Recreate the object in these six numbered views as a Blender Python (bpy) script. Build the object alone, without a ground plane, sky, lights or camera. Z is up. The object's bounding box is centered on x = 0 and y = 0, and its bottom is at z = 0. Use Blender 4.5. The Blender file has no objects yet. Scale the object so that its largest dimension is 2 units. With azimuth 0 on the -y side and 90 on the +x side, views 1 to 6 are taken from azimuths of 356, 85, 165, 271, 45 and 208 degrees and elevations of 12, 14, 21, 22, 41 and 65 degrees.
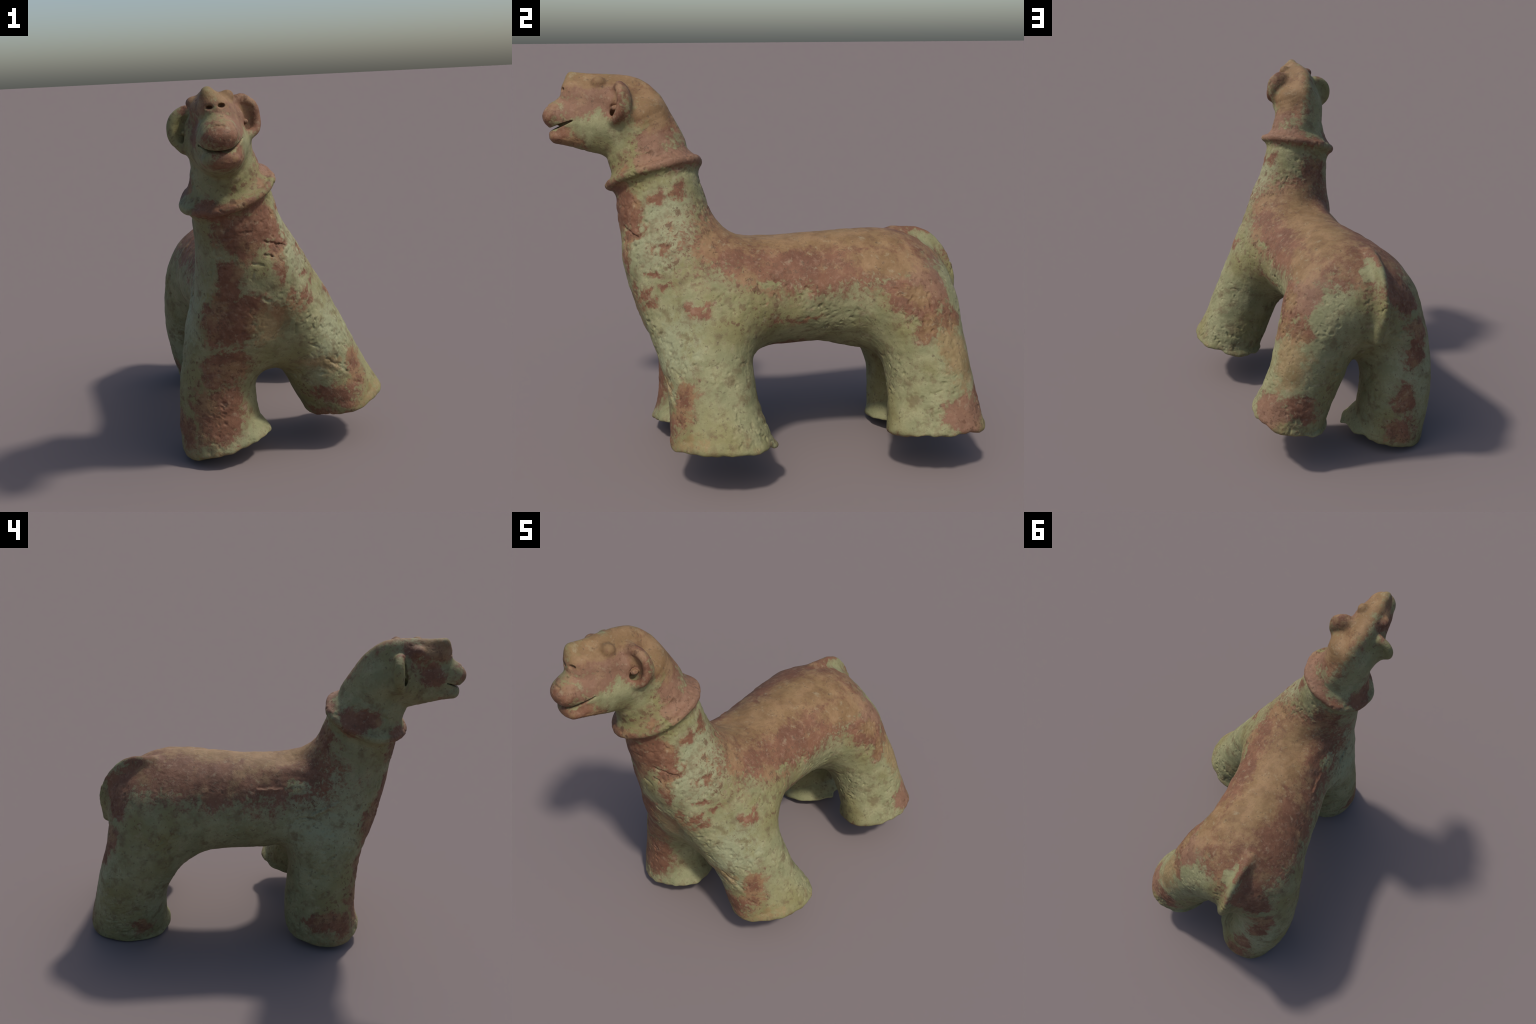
"""Weathered clay figurine of a long-necked, collared animal standing slightly askew.
The body is one smooth implicit surface (limbs lofted through stations, blended together),
meshed here and then separated by region into named parts."""
import bpy, numpy as np
# ---- numeric helpers
# ------------------------------------------------------------------ shape library
def resample(st,n):
    st=np.asarray(st,float); P=np.vstack([2*st[0]-st[1],st,2*st[-1]-st[-2]]); out=[]
    for i in range(len(st)-1):
        p0,p1,p2,p3=P[i:i+4]
        for t in np.arange(n)/n:
            out.append(0.5*(2*p1+(p2-p0)*t+(2*p0-5*p1+4*p2-p3)*t*t+(3*p1-p0-3*p2+p3)*t**3))
    out.append(st[-1]); return np.array(out)

def tube(p,st,n=4,ref=(1,0,0),margin=.22):
    """Distance to a limb: stations x,y,z, half width, half depth, taper."""
    R=resample(st,n); ref=np.asarray(ref,float)
    r=max(R[:,3].max()*(1+abs(R[:,5]).max()),R[:,4].max())+margin
    lo=R[:,:3].min(0)-r; hi=R[:,:3].max(0)+r
    m=((p>lo)&(p<hi)).all(1); full=np.full(len(p),margin); q0=p[m]
    best=np.full(len(q0),1e3)
    for A,B in zip(R[:-1],R[1:]):
        ax=B[:3]-A[:3]; L2=ax@ax; w=ax/np.sqrt(L2)
        u=ref-(ref@w)*w; u/=np.linalg.norm(u); v=np.cross(u,w)
        d=q0-A[:3]; t=np.clip(d@ax/L2,0,1); q=d-t[:,None]*ax
        a=A[3]+(B[3]-A[3])*t; b=A[4]+(B[4]-A[4])*t; k=A[5]+(B[5]-A[5])*t
        x=q@u; y=q@v; z=q@w; yn=y/b
        a=a*(1-k*np.clip(yn,-1.2,1.2)); c=np.minimum(a,b)
        k0=np.sqrt((x/a)**2+yn**2+(z/c)**2); k1=np.sqrt((x/a**2)**2+(y/b**2)**2+(z/c**2)**2)
        best=np.minimum(best,k0*(k0-1)/np.maximum(k1,1e-6))
    full[m]=best; return full
def smin(a,b,k):
    h=np.clip(.5+.5*(b-a)/k,0,1); return b+(a-b)*h-k*h*(1-h)
def smax(a,b,k): return -smin(-a,-b,k)
def unit(v): v=np.asarray(v,float); return v/np.linalg.norm(v)
def blob(p,c,r,front=None,up=(0,0,1)):
    """Ellipsoid; radii along side, front, up axes."""
    d=p-np.asarray(c,float); r=np.asarray(r,float)
    if front is not None:
        f=unit(front); s=unit(np.cross(f,up)); w=np.cross(s,f); d=np.stack([d@s,d@f,d@w],1)
    k0=np.sqrt(((d/r)**2).sum(1)); k1=np.sqrt(((d/r**2)**2).sum(1)); return k0*(k0-1)/np.maximum(k1,1e-6)
def capsule(p,a,b,r):
    a=np.asarray(a,float); b=np.asarray(b,float); d=p-a; ab=b-a
    t=np.clip(d@ab/(ab@ab),0,1); return np.linalg.norm(d-t[:,None]*ab,axis=1)-r

# ------------------------------------------------------------------ noise
def _hash(i,j,k,s):
    h=(i*374761393+j*668265263+k*2147483647+s*1274126177)&0xffffffff
    h=((h^(h>>13))*1274126177)&0xffffffff; h=((h^(h>>16))*2246822519)&0xffffffff
    return ((h^(h>>15))&0xffff)/32767.5-1
def noise(p,size,seed=0):
    """Gradient noise, about -1..1, on a lattice turned away from the axes."""
    q=(p@_TURN)/size+17.3*(seed+1); f=np.floor(q); i=f.astype(np.int64)+4096; f=q-f; s=f*f*f*(f*(f*6-15)+10)
    o=0
    for a in (0,1):
        for b in (0,1):
            for c in (0,1):
                w=(s[:,0] if a else 1-s[:,0])*(s[:,1] if b else 1-s[:,1])*(s[:,2] if c else 1-s[:,2])
                I=(i[:,0]+a,i[:,1]+b,i[:,2]+c)
                o=o+w*sum(_hash(*I,seed*3+k+101*k)*(f[:,k]-(a,b,c)[k]) for k in range(3))
    return o*1.6
_TURN=np.linalg.qr(np.array(((.8,.5,.3),(-.4,.9,.2),(.1,-.5,.9))))[0]
def fbm(p,size,seed=0,oct=3):
    return sum(noise(p,size/2**o,seed+o)*.5**o for o in range(oct))
# ------------------------------------------------------------------ the figurine
# Stations of every limb: centre x,y,z, half width, half depth, taper
LIMB={
    'torso':[(-0.142,-0.446,0.869,0.179,0.220,-0.075),
        (-0.045,-0.226,0.828,0.224,0.230,0.013),
        (-0.095,-0.013,0.775,0.280,0.253,0.034),
        (-0.139,0.268,0.775,0.299,0.261,0.035),
        (-0.158,0.535,0.755,0.314,0.288,-0.080),
        (-0.175,0.687,0.764,0.226,0.226,0.041)],
    'neck':[(-0.061,-0.338,0.738,0.314,0.113,0.051),
        (-0.096,-0.399,0.965,0.231,0.188,0.034),
        (-0.141,-0.455,1.102,0.206,0.209,0.063),
        (-0.182,-0.494,1.299,0.178,0.192,0.069),
        (-0.203,-0.554,1.472,0.133,0.173,0.062),
        (-0.170,-0.593,1.578,0.091,0.148,0.003)],
    'foreleg_a':[(0.031,-0.197,0.692,0.238,0.181,-0.109),
        (0.167,-0.264,0.553,0.201,0.190,-0.048),
        (0.276,-0.252,0.346,0.190,0.195,-0.116),
        (0.378,-0.214,0.140,0.206,0.236,-0.03),
        (0.386,-0.204,0.040,0.254,0.284,-0.04)],
    'foreleg_b':[(-0.166,-0.435,0.651,0.208,0.133,-0.091),
        (-0.258,-0.340,0.454,0.187,0.184,-0.061),
        (-0.284,-0.322,0.307,0.184,0.196,0.035),
        (-0.273,-0.340,0.101,0.201,0.202,0.047),
        (-0.200,-0.405,-0.012,0.216,0.182,0.14)],
    'hindleg_a':[(0.028,0.701,0.692,0.210,0.201,0.217),
        (0.150,0.743,0.422,0.187,0.194,-0.037),
        (0.222,0.757,0.255,0.180,0.211,-0.039),
        (0.268,0.762,0.150,0.190,0.232,0.05),
        (0.245,0.778,0.040,0.236,0.262,0.08)],
    'hindleg_b':[(-0.323,0.625,0.632,0.203,0.224,-0.078),
        (-0.364,0.674,0.543,0.184,0.213,0.017),
        (-0.360,0.741,0.332,0.190,0.194,-0.019),
        (-0.307,0.773,0.063,0.185,0.217,-0.080),
        (-0.258,0.753,-0.041,0.218,0.227,0.022)],
    'tail':[(-0.232,0.640,1.000,0.026,0.036,0),
        (-0.228,0.785,0.970,0.024,0.050,0),
        (-0.220,0.896,0.827,0.024,0.050,0),
        (-0.182,0.912,0.645,0.030,0.032,0)],
    'head':[(-0.254,-0.536,1.573,0.104,0.121,-0.305),
        (-0.256,-0.636,1.607,0.113,0.150,-0.417),
        (-0.228,-0.754,1.584,0.111,0.136,-0.22),
        (-0.232,-0.872,1.598,0.088,0.095,-0.15),
        (-0.224,-0.959,1.595,0.056,0.039,-0.023)],
    'crest':[(-0.193,-0.392,1.480,0.020,0.022,0),
        (-0.212,-0.442,1.570,0.020,0.022,0),
        (-0.238,-0.492,1.660,0.020,0.022,0),
        (-0.255,-0.560,1.712,0.020,0.022,0),
        (-0.264,-0.648,1.738,0.020,0.022,0),
        (-0.267,-0.760,1.752,0.021,0.024,0),
        (-0.268,-0.864,1.761,0.025,0.030,0)],
    'jaw':[(-0.225,-0.722,1.493,0.089,0.076,0),
        (-0.224,-0.845,1.503,0.087,0.052,0),
        (-0.230,-0.937,1.505,0.074,0.037,0)],
    'chest':[(-0.017,-0.516,0.965,0.094,0.103,0.056),
        (0.069,-0.453,0.736,0.122,0.108,0.018),
        (0.093,-0.384,0.577,0.146,0.099,0.024)],
    'shoulder':[(-0.216,-0.158,0.950,0.044,0.125,-0.019),
        (-0.254,-0.158,0.807,0.108,0.121,-0.013),
        (-0.260,-0.230,0.623,0.144,0.091,-0.004)],
}
# sole planes: outward normal, offset
SOLE={'foreleg_a':((0.250,-0.023,-0.968),-0.0936),'foreleg_b':((0.252,-0.023,-0.963),-0.128),
      'hindleg_a':((0.240,0.034,-0.970),-0.0969),'hindleg_b':((0.206,0.024,-0.981),-0.072)}
COLLAR=dict(c=(-.195,-.499,1.328),n=(-.285,-.282,1.),r=(.224,.233))
def collar_ring(p):
    n=unit(COLLAR['n']); u=unit(np.cross((0,1,0),n)); v=np.cross(n,u); d=p-np.array(COLLAR['c'])
    x=d@u; y=d@v; h=d@n; rx,ry=COLLAR['r']; m=.5*(rx+ry)
    ang=np.arctan2(y,x)
    rho=np.hypot(x*m/rx,y*m/ry)+.003*np.sin(5*ang+1)+.002*np.sin(9*ang)
    ax,ay,bx,by=m-.085,-.004,m-.017,0.
    ex,ey=bx-ax,by-ay; t=np.clip(((rho-ax)*ex+(h-ay)*ey)/(ex*ex+ey*ey),0,1)
    lump=.5-.5*np.cos(ang+.7)                                        # thicker round the nape
    return np.hypot(rho-ax-t*ex+.010*lump,h-ay-t*ey)-(.060*(1-t)**1.2+.017+.006*lump)
EARS=[dict(c=(-.146,-.627,1.645),r=(.100,.034,.097),s=1,yaw=.30,
        rim=[(-.172,-.655,1.700),(-.122,-.640,1.734),(-.068,-.628,1.706),(-.055,-.630,1.645),(-.062,-.648,1.600),(-.092,-.668,1.578)]),
      dict(c=(-.332,-.619,1.609),r=(.098,.034,.090),s=-1,yaw=.22,
        rim=[(-.305,-.650,1.665),(-.355,-.632,1.696),(-.408,-.620,1.668),(-.424,-.622,1.618),(-.412,-.638,1.566),(-.378,-.655,1.532)])]
EYES=[(-.184,-.737,1.748),(-.326,-.726,1.726)]
def eye_blob(p,c): return blob(p,c,(.027,.029,.025))
def ear_blob(p,e):
    s=e['s']; c=np.array(e['c'])
    return blob(p,c,e['r'],front=(e['yaw'],-1,.0))
GOUGES=[((-.047,-.642,1.105),(.048,-.566,1.072),.008),((-.048,-.645,1.048),(-.012,-.630,1.036),.006),((-.107,-.660,1.012),(-.062,-.653,1.004),.006),
 ((-.095,-.657,.979),(-.113,-.655,.945),.005),((.241,-.466,.485),(.349,-.422,.399),.008),((.087,-.553,.696),(.088,-.537,.648),.006),
 ((.161,-.507,.577),(.199,-.493,.548),.007),((-.154,-.676,1.158),(-.104,-.668,1.157),.005),((-.058,-.631,.848),(-.035,-.622,.832),.006),
 ((.377,-.420,.346),(.434,-.388,.323),.006),((-.270,-.974,1.640),(-.215,-.974,1.638),.005),((-.386,-.17,.789),(-.377,-.247,.785),.005)]
SEAMS=[((-.370,-.246,.796),(-.365,-.377,.873),.004),((-.388,.348,.918),(-.436,.372,.836),.005),((-.336,.062,.913),(-.319,-.068,.920),.005),
 ((.241,-.457,.468),(.345,-.414,.384),.005),((-.047,-.634,1.090),(.044,-.558,1.057),.004)]
def parts(p):
    return {k:tube(p,v,ref=(1,0,.283) if k=='torso' else (1,0,0)) for k,v in LIMB.items()}
def sdf(p,want=False):
    t=parts(p); wob=.010*fbm(p,.09,3,2)
    d=smin(t['torso'],t['neck'],.14); d=smin(d,t['chest'],.10); d=smin(d,t['shoulder'],.10)
    for k in SOLE:
        n,o=SOLE[k]; n=np.array(n); l=np.linalg.norm(n)
        L=smax(t[k],p@(n/l)-o+wob,.022)
        if k=='foreleg_b': L=smin(L,blob(p,(-.34,-.37,.062),(.115,.12,.060)),.04)
        d=smin(d,L,.13)
    d=smin(d,t['tail'],.045)
    skull=smin(t['head'],blob(p,(-.234,-.70,1.686),(.076,.16,.060)),.05)
    face=smin(skull,t['crest'],.060)
    face=smin(face,blob(p,(-.238,-.938,1.594),(.064,.050,.050)),.03)      # bulbous upper lip
    face=smin(face,blob(p,(-.242,-.856,1.705),(.058,.050,.052)),.04)      # flat front under the crest
    face=smin(face,blob(p,(-.256,-.745,1.700),(.084,.10,.052)),.04)       # brow carrying the eyes
    d=smin(d,face,.05); d=smin(d,t['jaw'],.03)
    # mouth slit, kept shallow
    slit=blob(p,(-.205,-1.0,1.524),(.145,.190,.009),front=(0,-.93,-.37))
    d=smax(d,-np.maximum(slit,-(d+.026)),.008)
    d=smin(d,collar_ring(p),.035)
    for e in EARS:
        s=e['s']; c=np.array(e['c']); d=smin(d,ear_blob(p,e),.028)
        cup=blob(p,c+np.array(((.022+.03*e['yaw'])*s,-.038,.004)),(.060,.026,.068),front=(e['yaw'],-1,0))
        d=smax(d,-cup,.008)
        d=smin(d,tube(p,[q+(.015,.017,0) for q in e['rim']],margin=.1),.022)                 # rolled rim
        d=smin(d,blob(p,c+np.array((-.006*s,-.045,.010)),(.034,.030,.040)),.03)              # lobe of the cheek in front
        k=c+np.array((.040*s,-.036,-.004)); d=smax(d,-blob(p,k,(.020,.026,.017)),.005)       # recess ...
        d=smin(d,blob(p,k+np.array((-.004*s,.006,-.004)),(.013,.018,.010)),.004)             # ... with a pellet
    for c in EYES: d=smin(d,eye_blob(p,c),.018)
    for c,r in (((-.199,-.884,1.688),.012),((-.282,-.880,1.683),.011)): d=smin(d,blob(p,c,(r,r,r)),.012)
    for c in ((-.215,-.912,1.716),(-.264,-.914,1.711)):                    # two sockets under the crest
        c=np.array(c); d=smax(d,-blob(p,c,(.018,.040,.012)),.005)
    # tooled gouges and cracks
    near=np.abs(d)<.05; q=p[near]; dn=d[near]
    wp=q+.006*np.stack([noise(q,.022,80+k) for k in range(3)],1)
    for a,c,r in GOUGES: dn=smax(dn,-capsule(wp,a,c,r*.8),.010)
    # thin raised seams on the flank
    for a,c,r in SEAMS: dn=smin(dn,capsule(wp,a,c,r*.8),.016)
    d[near]=dn; d=d-.0022
    d=smax(d,.001-p[:,2],.012)                                        # stands on the ground
    if want: return d,t
    return d
def relief(p):
    """Hand-modelled unevenness of the clay."""
    lump=.0050*fbm(p,.15,11,2)+.0012*fbm(p,.045,21,2)
    face=np.clip((p[:,2]-1.38)/.1,0,1); rough=1-.6*face
    back=np.clip((p[:,2]-.85)/.1,0,1)*np.clip((p[:,1]+.30)/.1,0,1); rough*=1-.7*back
    worn=np.clip(noise(p,.20,41)*1.5+.45,.1,1)                       # patches where the surface is eroded
    w=p+.010*np.stack([noise(p,.04,60+k) for k in range(3)],1)
    pits=np.clip(noise(w,.022,31)-.36,0,.35)*.016*worn
    chips=np.clip(noise(w*np.array((1,1,1.5)),.036,71)-.30,0,.25)*.014*worn
    return lump*(1-.35*face)-(pits+chips)*rough+.0015*rough*worn*fbm(p,.020,51,2)

# ------------------------------------------------------------------ surface extraction
def build_surface(h=.005):
    lo=np.array((-.62,-1.06,-.06)); n0=np.array((31,54,48)); H=.04; f=int(round(H/h))
    ii=np.stack(np.meshgrid(*[np.arange(k+1) for k in n0],indexing='ij'),-1).reshape(-1,3)
    D=sdf(lo+ii*H).reshape(n0+1)
    def cells(D,thr):
        m=np.full(np.array(D.shape)-1,1e9)
        for a in (0,1):
            for b in (0,1):
                for c in (0,1):
                    m=np.minimum(m,np.abs(D[a:a+m.shape[0],b:b+m.shape[1],c:c+m.shape[2]]))
        return m<thr
    while f>1:
        s=4 if f%4==0 else 2
        act=cells(D,H*1.15); F=np.repeat(np.repeat(np.repeat(D,s,0),s,1),s,2)[:(D.shape[0]-1)*s+1,:(D.shape[1]-1)*s+1,:(D.shape[2]-1)*s+1].copy()
        need=np.zeros(F.shape,bool); A=np.argwhere(act)*s
        for a in range(s+1):
            for b in range(s+1):
                for c in range(s+1): need[A[:,0]+a,A[:,1]+b,A[:,2]+c]=True
        H/=s; f//=s; J=np.argwhere(need); out=np.empty(len(J))
        for k in range(0,len(J),250000): out[k:k+250000]=sdf(lo+J[k:k+250000]*H)
        F[need]=out; D=F
    ins=D<0
    sh=np.array(D.shape)-1
    cnt=np.zeros(sh,np.int8)
    for a in (0,1):
        for b in (0,1):
            for c in (0,1): cnt+=ins[a:a+sh[0],b:b+sh[1],c:c+sh[2]]
    C=np.argwhere((cnt>0)&(cnt<8)); idx=np.full(sh,-1,np.int64); idx[C[:,0],C[:,1],C[:,2]]=np.arange(len(C))
    acc=np.zeros((len(C),3)); num=np.zeros(len(C))
    cor=[(a,b,c) for a in (0,1) for b in (0,1) for c in (0,1)]
    for a in cor:
        for b in cor:
            if sum(np.array(b)-np.array(a))==1 and all(y>=x for x,y in zip(a,b)):
                da=D[C[:,0]+a[0],C[:,1]+a[1],C[:,2]+a[2]]; db=D[C[:,0]+b[0],C[:,1]+b[1],C[:,2]+b[2]]
                m=(da<0)!=(db<0); t=np.where(m,da/np.where(m,da-db,1),0)
                acc+=m[:,None]*(np.array(a)+t[:,None]*(np.array(b)-np.array(a))); num+=m
    V=lo+(C+acc/num[:,None])*H
    quads=[]
    for ax in range(3):
        o=[0,0,0]; o[ax]=1; u=(ax+1)%3; v=(ax+2)%3
        a=ins[:D.shape[0]-o[0],:D.shape[1]-o[1],:D.shape[2]-o[2]]; b=ins[o[0]:,o[1]:,o[2]:]
        E=np.argwhere(a!=b); E=E[(E[:,u]>0)&(E[:,v]>0)]
        flip=a[E[:,0],E[:,1],E[:,2]]
        def g(du,dv):
            q=E.copy(); q[:,u]-=du; q[:,v]-=dv; return idx[q[:,0],q[:,1],q[:,2]]
        q=np.stack([g(1,1),g(0,1),g(0,0),g(1,0)],1); q[~flip]=q[~flip][:,::-1]; quads.append(q)
    Q=np.vstack(quads)
    return V,Q
def gradient(p,e=.002):
    g=np.stack([sdf(p+np.eye(3)[k]*e)-sdf(p-np.eye(3)[k]*e) for k in range(3)],1)
    l=np.linalg.norm(g,axis=1,keepdims=True); return g/np.maximum(l,1e-9),l[:,0]/(2*e)
# ------------------------------------------------------------------ material
# patches of bare red clay showing through the slip: centre, radii
RED=[((-.12,.25,1.02),(.50,.66,.22)),
 # hind quarters
 ((.20,.66,.82),(.12,.15,.11)),((.254,.716,.69),(.08,.07,.10)),((.16,.75,.86),(.12,.12,.10)),((.22,.85,.72),(.08,.07,.09)),
 ((.37,.87,.30),(.11,.13,.10)),((.24,.95,.32),(.08,.06,.07)),((.34,.66,.15),(.15,.26,.055)),((.06,-.56,.87),(.045,.05,.09)),((.33,-.40,.17),(.16,.16,.04)),((.15,-.50,.93),(.035,.04,.03)),((.17,-.45,.86),(.05,.03,.02)),
 ((-.34,.81,.90),(.12,.12,.10)),((-.40,.82,.83),(.10,.10,.10)),((-.425,.86,.66),(.06,.08,.11)),((-.39,.90,.52),(.055,.06,.10)),
 ((-.345,.95,.30),(.055,.06,.07)),((-.31,.98,.14),(.08,.06,.07)),((-.476,.67,.11),(.06,.06,.05)),
 # chest and forelegs
 ((-.15,-.67,1.15),(.15,.10,.10)),((-.06,-.64,1.19),(.09,.09,.08)),((-.20,-.64,.94),(.07,.08,.10)),((-.17,-.63,.81),(.14,.10,.08)),
 ((-.24,-.59,.71),(.11,.10,.10)),((-.26,-.53,.50),(.12,.08,.09)),((-.30,-.52,.27),(.14,.09,.15)),((-.45,-.44,.15),(.06,.09,.09)),
 ((.01,-.60,1.09),(.05,.05,.05)),((.03,-.60,.98),(.025,.05,.08)),((.02,-.57,.79),(.04,.05,.07)),((.10,-.525,.815),(.05,.05,.06)),
 ((.405,-.37,.40),(.05,.07,.11)),((.24,-.44,.31),(.08,.06,.05)),((.34,-.43,.30),(.07,.06,.06)),((-.28,-.67,1.265),(.11,.06,.05)),((-.10,-.66,1.27),(.08,.06,.04)),
 ((-.48,-.36,.185),(.06,.12,.07)),((.19,.13,.70),(.03,.12,.02)),((0,.04,.56),(.05,.16,.06)),
 # neck specks
 ((.02,-.50,1.25),(.035,.05,.035)),((0,-.40,1.28),(.03,.06,.03)),((.115,-.457,1.053),(.025,.025,.018)),((.141,-.263,.99),(.05,.04,.05)),
 ((.25,-.34,.815),(.03,.03,.03)),((.26,-.28,.78),(.03,.04,.03)),((.09,-.52,.95),(.03,.04,.04)),
 # collar
 ((-.02,-.47,1.41),(.10,.13,.045)),((-.06,-.34,1.42),(.13,.12,.05)),((-.21,-.29,1.395),(.13,.08,.05)),((-.03,-.64,1.35),(.07,.06,.03)),
 ((-.36,-.44,1.35),(.08,.10,.06)),((-.16,-.72,1.28),(.08,.05,.03)),
 # head
 ((-.155,-.78,1.66),(.10,.15,.075)),((-.13,-.68,1.635),(.09,.08,.06)),((-.20,-.95,1.60),(.10,.08,.055)),((-.17,-.90,1.50),(.12,.08,.045)),
 ((-.07,-.50,1.49),(.06,.08,.06)),((-.31,-.82,1.74),(.07,.13,.06)),((-.33,-.79,1.61),(.06,.08,.045)),((-.35,-.70,1.71),(.07,.07,.06)),
 ((-.06,-.66,1.65),(.07,.06,.10)),((-.18,-.68,1.73),(.12,.28,.09)),((-.12,-.47,1.60),(.12,.12,.16)),((-.22,-.30,1.18),(.10,.10,.10))]
# sandy ochre wash
OCHRE=[((-.06,.22,1.06),(.19,.55,.09)),((.10,.55,.96),(.13,.17,.08)),((.20,.66,.82),(.07,.08,.06)),((.255,.72,.68),(.06,.06,.07)),
 ((-.15,-.50,1.66),(.11,.14,.14)),((-.21,-.68,1.77),(.08,.26,.06)),((.25,.85,.55),(.10,.09,.20)),((-.24,-.86,1.77),(.06,.07,.05)),
 ((.42,-.30,.26),(.10,.16,.05)),((.0,-.60,.70),(.14,.08,.12)),((.25,-.47,.46),(.12,.05,.05)),((.36,.78,.17),(.16,.30,.05)),((.42,-.24,.17),(.20,.30,.05)),((-.2,-.40,.05),(.30,.22,.05))]
PALE=[((.08,-.45,1.10),(.16,.20,.26)),((-.36,-.30,.85),(.15,.30,.35)),((.24,-.36,.55),(.14,.14,.30)),((-.40,.78,.35),(.15,.25,.30))]
# slip that survives inside the red ground
SLIP=[((.02,.86,.82),(.12,.10,.09)),((-.05,.92,.70),(.12,.10,.10)),((-.20,.80,.98),(.05,.16,.06)),((.19,.00,.90),(.05,.10,.02)),((-.15,-.78,1.54),(.06,.09,.035)),
 ((-.42,.36,.87),(.05,.02,.07)),((-.28,-.15,.93),(.06,.09,.04)),((-.12,-.55,1.56),(.06,.07,.06)),((-.43,.80,.74),(.05,.06,.04))]
PINK=[((-.17,-.77,1.66),(.14,.24,.12)),((-.06,-.42,1.40),(.16,.22,.07)),((-.10,-.50,1.50),(.12,.10,.10)),((.36,.85,.30),(.12,.14,.12)),((.13,.74,.88),(.14,.14,.12))]
def clay_material():
    mat=bpy.data.materials.new('weathered_clay'); mat.use_nodes=True; nt=mat.node_tree; nt.nodes.clear()
    def N(t,**k):
        n=nt.nodes.new(t)
        for a,b in k.items(): setattr(n,a,b)
        return n
    def put(n,i,v):
        if isinstance(v,bpy.types.NodeSocket): nt.links.new(v,n.inputs[i])
        else: n.inputs[i].default_value=v
    def math(op,a,b=0.,c=0.,clamp=False):
        n=N('ShaderNodeMath',operation=op,use_clamp=clamp); put(n,0,a); put(n,1,b); put(n,2,c); return n.outputs[0]
    def vec(op,a,b=None):
        n=N('ShaderNodeVectorMath',operation=op); put(n,0,a)
        if b is not None: put(n,1,b)
        return n.outputs['Value'] if op in('LENGTH','DOT_PRODUCT') else n.outputs[0]
    def noise_tex(co,scale,detail=3.,rough=.55,what='Fac'):
        n=N('ShaderNodeTexNoise'); put(n,'Vector',co); put(n,'Scale',scale); put(n,'Detail',detail); put(n,'Roughness',rough); return n.outputs[what]
    def step(x,lo,hi):
        n=N('ShaderNodeMapRange',interpolation_type='SMOOTHSTEP'); put(n,0,x); put(n,1,lo); put(n,2,hi); return n.outputs[0]
    def mix(f,a,b):
        n=N('ShaderNodeMix',data_type='RGBA'); put(n,'Factor',f); put(n,6,a); put(n,7,b); return n.outputs[2]
    co=N('ShaderNodeTexCoord').outputs['Object']
    def warp(co,scale,amp):
        c=noise_tex(co,scale,3.,.6,'Color'); c=vec('SUBTRACT',c,(.5,.5,.5)); s=N('ShaderNodeVectorMath',operation='SCALE'); put(s,0,c); put(s,'Scale',amp)
        return vec('ADD',co,s.outputs[0])
    w=warp(warp(co,4.5,.20),17.,.10)
    def field(regions):
        out=None
        for c,r in regions:
            d=vec('SUBTRACT',w,c); d=vec('MULTIPLY',d,tuple(1/x for x in r)); l=vec('LENGTH',d)
            l=math('MULTIPLY_ADD',l,-1.,1.); l=math('MULTIPLY',l,min(1.,min(r)/.10)**.5)
            out=l if out is None else math('MAXIMUM',out,l)
        return out
    n_mid=noise_tex(co,11.,5.,.62); n_fine=noise_tex(co,34.,5.,.65); n_big=noise_tex(co,3.2,3.); n_grit=noise_tex(co,120.,3.,.6)
    red_f=math('SUBTRACT',field(RED),math('MAXIMUM',math('MULTIPLY',field(SLIP),1.6),0.))
    n_edge=noise_tex(warp(co,12.,.05),48.,6.,.72)
    ragged=math('ADD',math('MULTIPLY_ADD',n_mid,.7,-.35),math('MULTIPLY_ADD',n_fine,.7,-.35)); ragged=math('ADD',ragged,math('MULTIPLY_ADD',n_edge,1.3,-.65))
    red=step(math('ADD',red_f,ragged),-.14,.15)
    thin=step(math('ADD',red_f,ragged),-.42,.05)                      # slip worn thin around the bare patches
    # isolated chips outside the main patches
    def chips(scale,lo,hi):
        v=N('ShaderNodeTexVoronoi'); put(v,'Vector',warp(warp(co,45.,.05),14.,.05)); put(v,'Scale',scale); put(v,'Randomness',1.)
        sep=N('ShaderNodeSeparateColor'); put(sep,0,v.outputs['Color'])
        d=math('SUBTRACT',math('MULTIPLY',sep.outputs[0],hi),v.outputs['Distance']); return step(d,0.,lo)
    worn=step(math('ADD',n_big,math('MULTIPLY',red_f,.10)),.44,.60)
    chip=math('MULTIPLY',math('MAXIMUM',chips(24.,.14,.46),chips(52.,.16,.50)),math('MULTIPLY_ADD',worn,.75,.25))
    ochre=step(math('ADD',field(OCHRE),ragged),-.25,.35)
    # colours
    slip=mix(step(n_mid,.35,.68),COL['slip_a'],COL['slip_b']); slip=mix(math('MULTIPLY',step(n_big,.42,.66),.75),slip,COL['slip_olive'])
    slip=mix(math('MULTIPLY',step(math('ADD',field(PALE),ragged),-.2,.5),.75),slip,COL['slip_pale'])
    slip=mix(math('MULTIPLY',step(noise_tex(co,15.,6.,.68),.50,.66),.65),slip,COL['slip_dirt'])
    slip=mix(math('MULTIPLY',thin,.45),slip,COL['thin'])
    clay=mix(step(n_mid,.36,.66),COL['red_a'],COL['red_b']); clay=mix(math('MULTIPLY',step(n_fine,.50,.70),.55),clay,COL['red_pale'])
    clay=mix(math('MULTIPLY',step(noise_tex(co,6.5,5.,.65),.50,.64),.6),clay,COL['ochre_b'])
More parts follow.
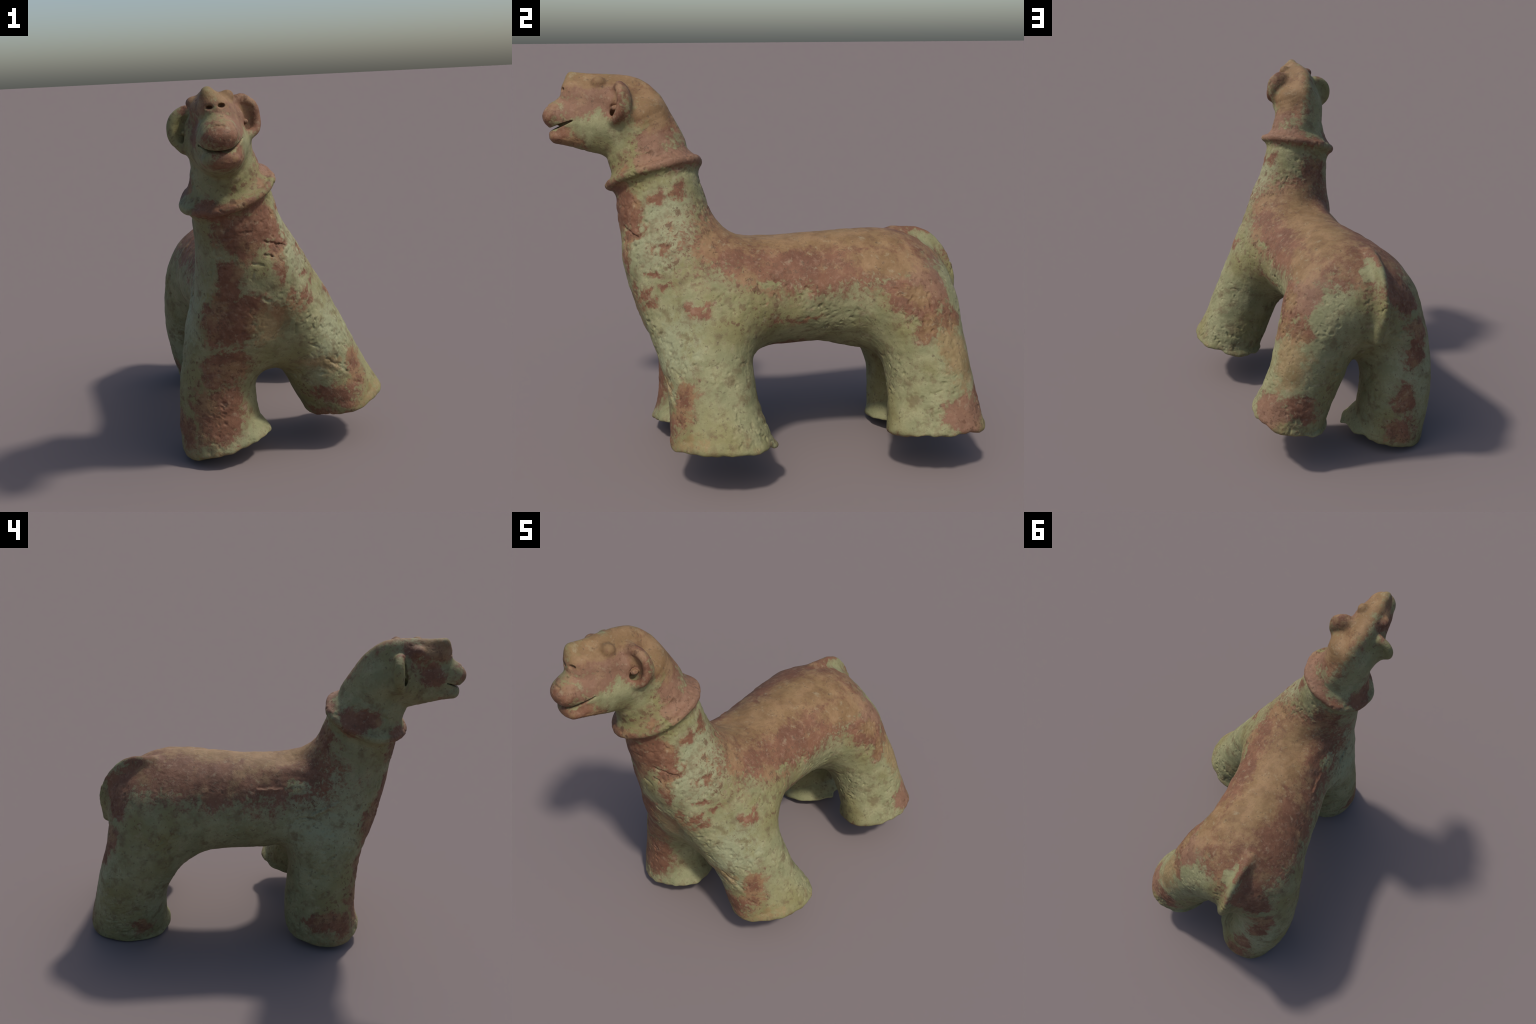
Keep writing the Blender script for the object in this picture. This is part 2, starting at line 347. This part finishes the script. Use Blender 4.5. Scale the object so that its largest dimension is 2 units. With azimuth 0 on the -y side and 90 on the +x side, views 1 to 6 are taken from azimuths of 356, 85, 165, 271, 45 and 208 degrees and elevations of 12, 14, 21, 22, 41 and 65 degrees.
    clay=mix(math('MULTIPLY',step(math('ADD',field(PINK),ragged),-.2,.4),.45),clay,COL['red_pale'])
    och=mix(step(n_mid,.38,.66),COL['ochre_a'],COL['ochre_b'])
    col=mix(red,slip,clay); col=mix(math('MULTIPLY',ochre,.72),col,och)
    col=mix(math('MULTIPLY',chip,math('MULTIPLY_ADD',ochre,-.55,.8)),col,mix(n_mid,COL['red_a'],COL['chip']))
    # pale slip scuffs over the red, and dark specks in pits
    scuff=math('MULTIPLY',step(noise_tex(warp(co,9.,.08),24.,6.,.7),.57,.68),.42); col=mix(scuff,col,COL['scuff'])
    speck=math('MULTIPLY',step(noise_tex(warp(co,20.,.04),44.,4.,.65),.59,.69),.6); col=mix(speck,col,COL['speck'])
    grit=math('MULTIPLY_ADD',n_grit,.22,.89)
    hv=N('ShaderNodeHueSaturation'); put(hv,'Value',grit); put(hv,'Color',col); col=hv.outputs[0]
    b=N('ShaderNodeBsdfPrincipled'); put(b,'Base Color',col); put(b,'Roughness',.72); put(b,'Specular IOR Level',.30)
    bump=N('ShaderNodeBump'); put(bump,'Strength',.5); put(bump,'Distance',.006)
    hgt=math('ADD',math('MULTIPLY',n_fine,.9),math('MULTIPLY',n_grit,.25)); hgt=math('ADD',hgt,math('MULTIPLY',red,-.12)); put(bump,'Height',hgt)
    nt.links.new(bump.outputs[0],b.inputs['Normal'])
    o=N('ShaderNodeOutputMaterial'); nt.links.new(b.outputs[0],o.inputs[0]); return mat
COL=dict(slip_a=(.190,.187,.092,1),slip_b=(.256,.243,.126,1),slip_olive=(.182,.157,.058,1),slip_dirt=(.125,.088,.043,1),slip_pale=(.260,.268,.156,1),  # slip tones darkened a few percent overall, averaging in the left side's baked shade
 thin=(.175,.118,.062,1),chip=(.10,.060,.032,1),
 red_a=(.124,.053,.029,1),red_b=(.180,.083,.045,1),red_pale=(.238,.140,.088,1),ochre_a=(.188,.116,.047,1),ochre_b=(.252,.160,.074,1),
 scuff=(.285,.240,.146,1),speck=(.072,.048,.028,1))
# ------------------------------------------------------------------ assembly
def main():
    V,Q=build_surface(.005)
    g,l=gradient(V); V=V-g*(sdf(V)/np.clip(l,.5,2))[:,None]
    V=V+g*(relief(V)*np.clip((l-.45)/.4,.15,1))[:,None]
    V[:,2]=np.maximum(V[:,2],0)
    # part labels
    t=parts(V); names=['torso','neck','foreleg_a','foreleg_b','hindleg_a','hindleg_b','head']
    head=np.minimum(np.minimum(t['head'],t['crest']),t['jaw'])
    sc=np.stack([t['torso'],np.minimum(t['neck'],t['chest']),t['foreleg_a']+.02,t['foreleg_b']+.02,t['hindleg_a']+.02,t['hindleg_b']+.02,head],1)
    sc[V[:,2]<1.40,6]=9
    lab=sc.argmin(1)
    ring=collar_ring(V); lab[ring<.010]=7
    lab[(t['tail']<.012)&(V[:,1]>.6)]=8
    for i,e in enumerate(EARS): lab[(ear_blob(V,e)<.010)&(np.abs(V[:,0]-(-.24))>.10)]=9+i
    for i,c in enumerate(EYES): lab[eye_blob(V,c)<.006]=11+i
    name=['torso','neck','foreleg','foreleg','hindleg','hindleg','head','collar','tail','ear','ear','eye','eye']
    # whole-body normals
    T=np.vstack([Q[:,[0,1,2]],Q[:,[0,2,3]]]); fn=np.cross(V[T[:,1]]-V[T[:,0]],V[T[:,2]]-V[T[:,0]])
    nrm=np.zeros_like(V)
    for k in range(3): 
        for a in range(3): nrm[:,a]+=np.bincount(T[:,k],fn[:,a],len(V))
    nrm/=np.maximum(np.linalg.norm(nrm,axis=1,keepdims=True),1e-12)
    fl=np.sort(lab[Q],1)[:,1]
    mat=clay_material()
    root=bpy.data.objects.new('animal_figurine',None); bpy.context.collection.objects.link(root)
    root['label']='weathered clay long-necked animal figurine with collar and round ears'; root['category']='figurine'
    made={}
    for i,nm in enumerate(name):
        q=Q[fl==i]
        if not len(q): continue
        used,inv=np.unique(q,return_inverse=True); q=inv.reshape(-1,4)
        me=bpy.data.meshes.new(nm); me.vertices.add(len(used)); me.vertices.foreach_set('co',V[used].ravel())
        me.loops.add(q.size); me.loops.foreach_set('vertex_index',q.ravel().astype(np.int32))
        me.polygons.add(len(q)); me.polygons.foreach_set('loop_start',np.arange(0,q.size,4,dtype=np.int32))
        me.update(calc_edges=True); me.polygons.foreach_set('use_smooth',np.ones(len(q),bool))
        me.normals_split_custom_set_from_vertices(nrm[used].tolist()); me.materials.append(mat)
        ob=bpy.data.objects.new(nm,me); bpy.context.collection.objects.link(ob); ob.parent=root; made[i]=ob
    for i in (9,10,11,12):
        if i in made: made[i].parent=made[6]
main()
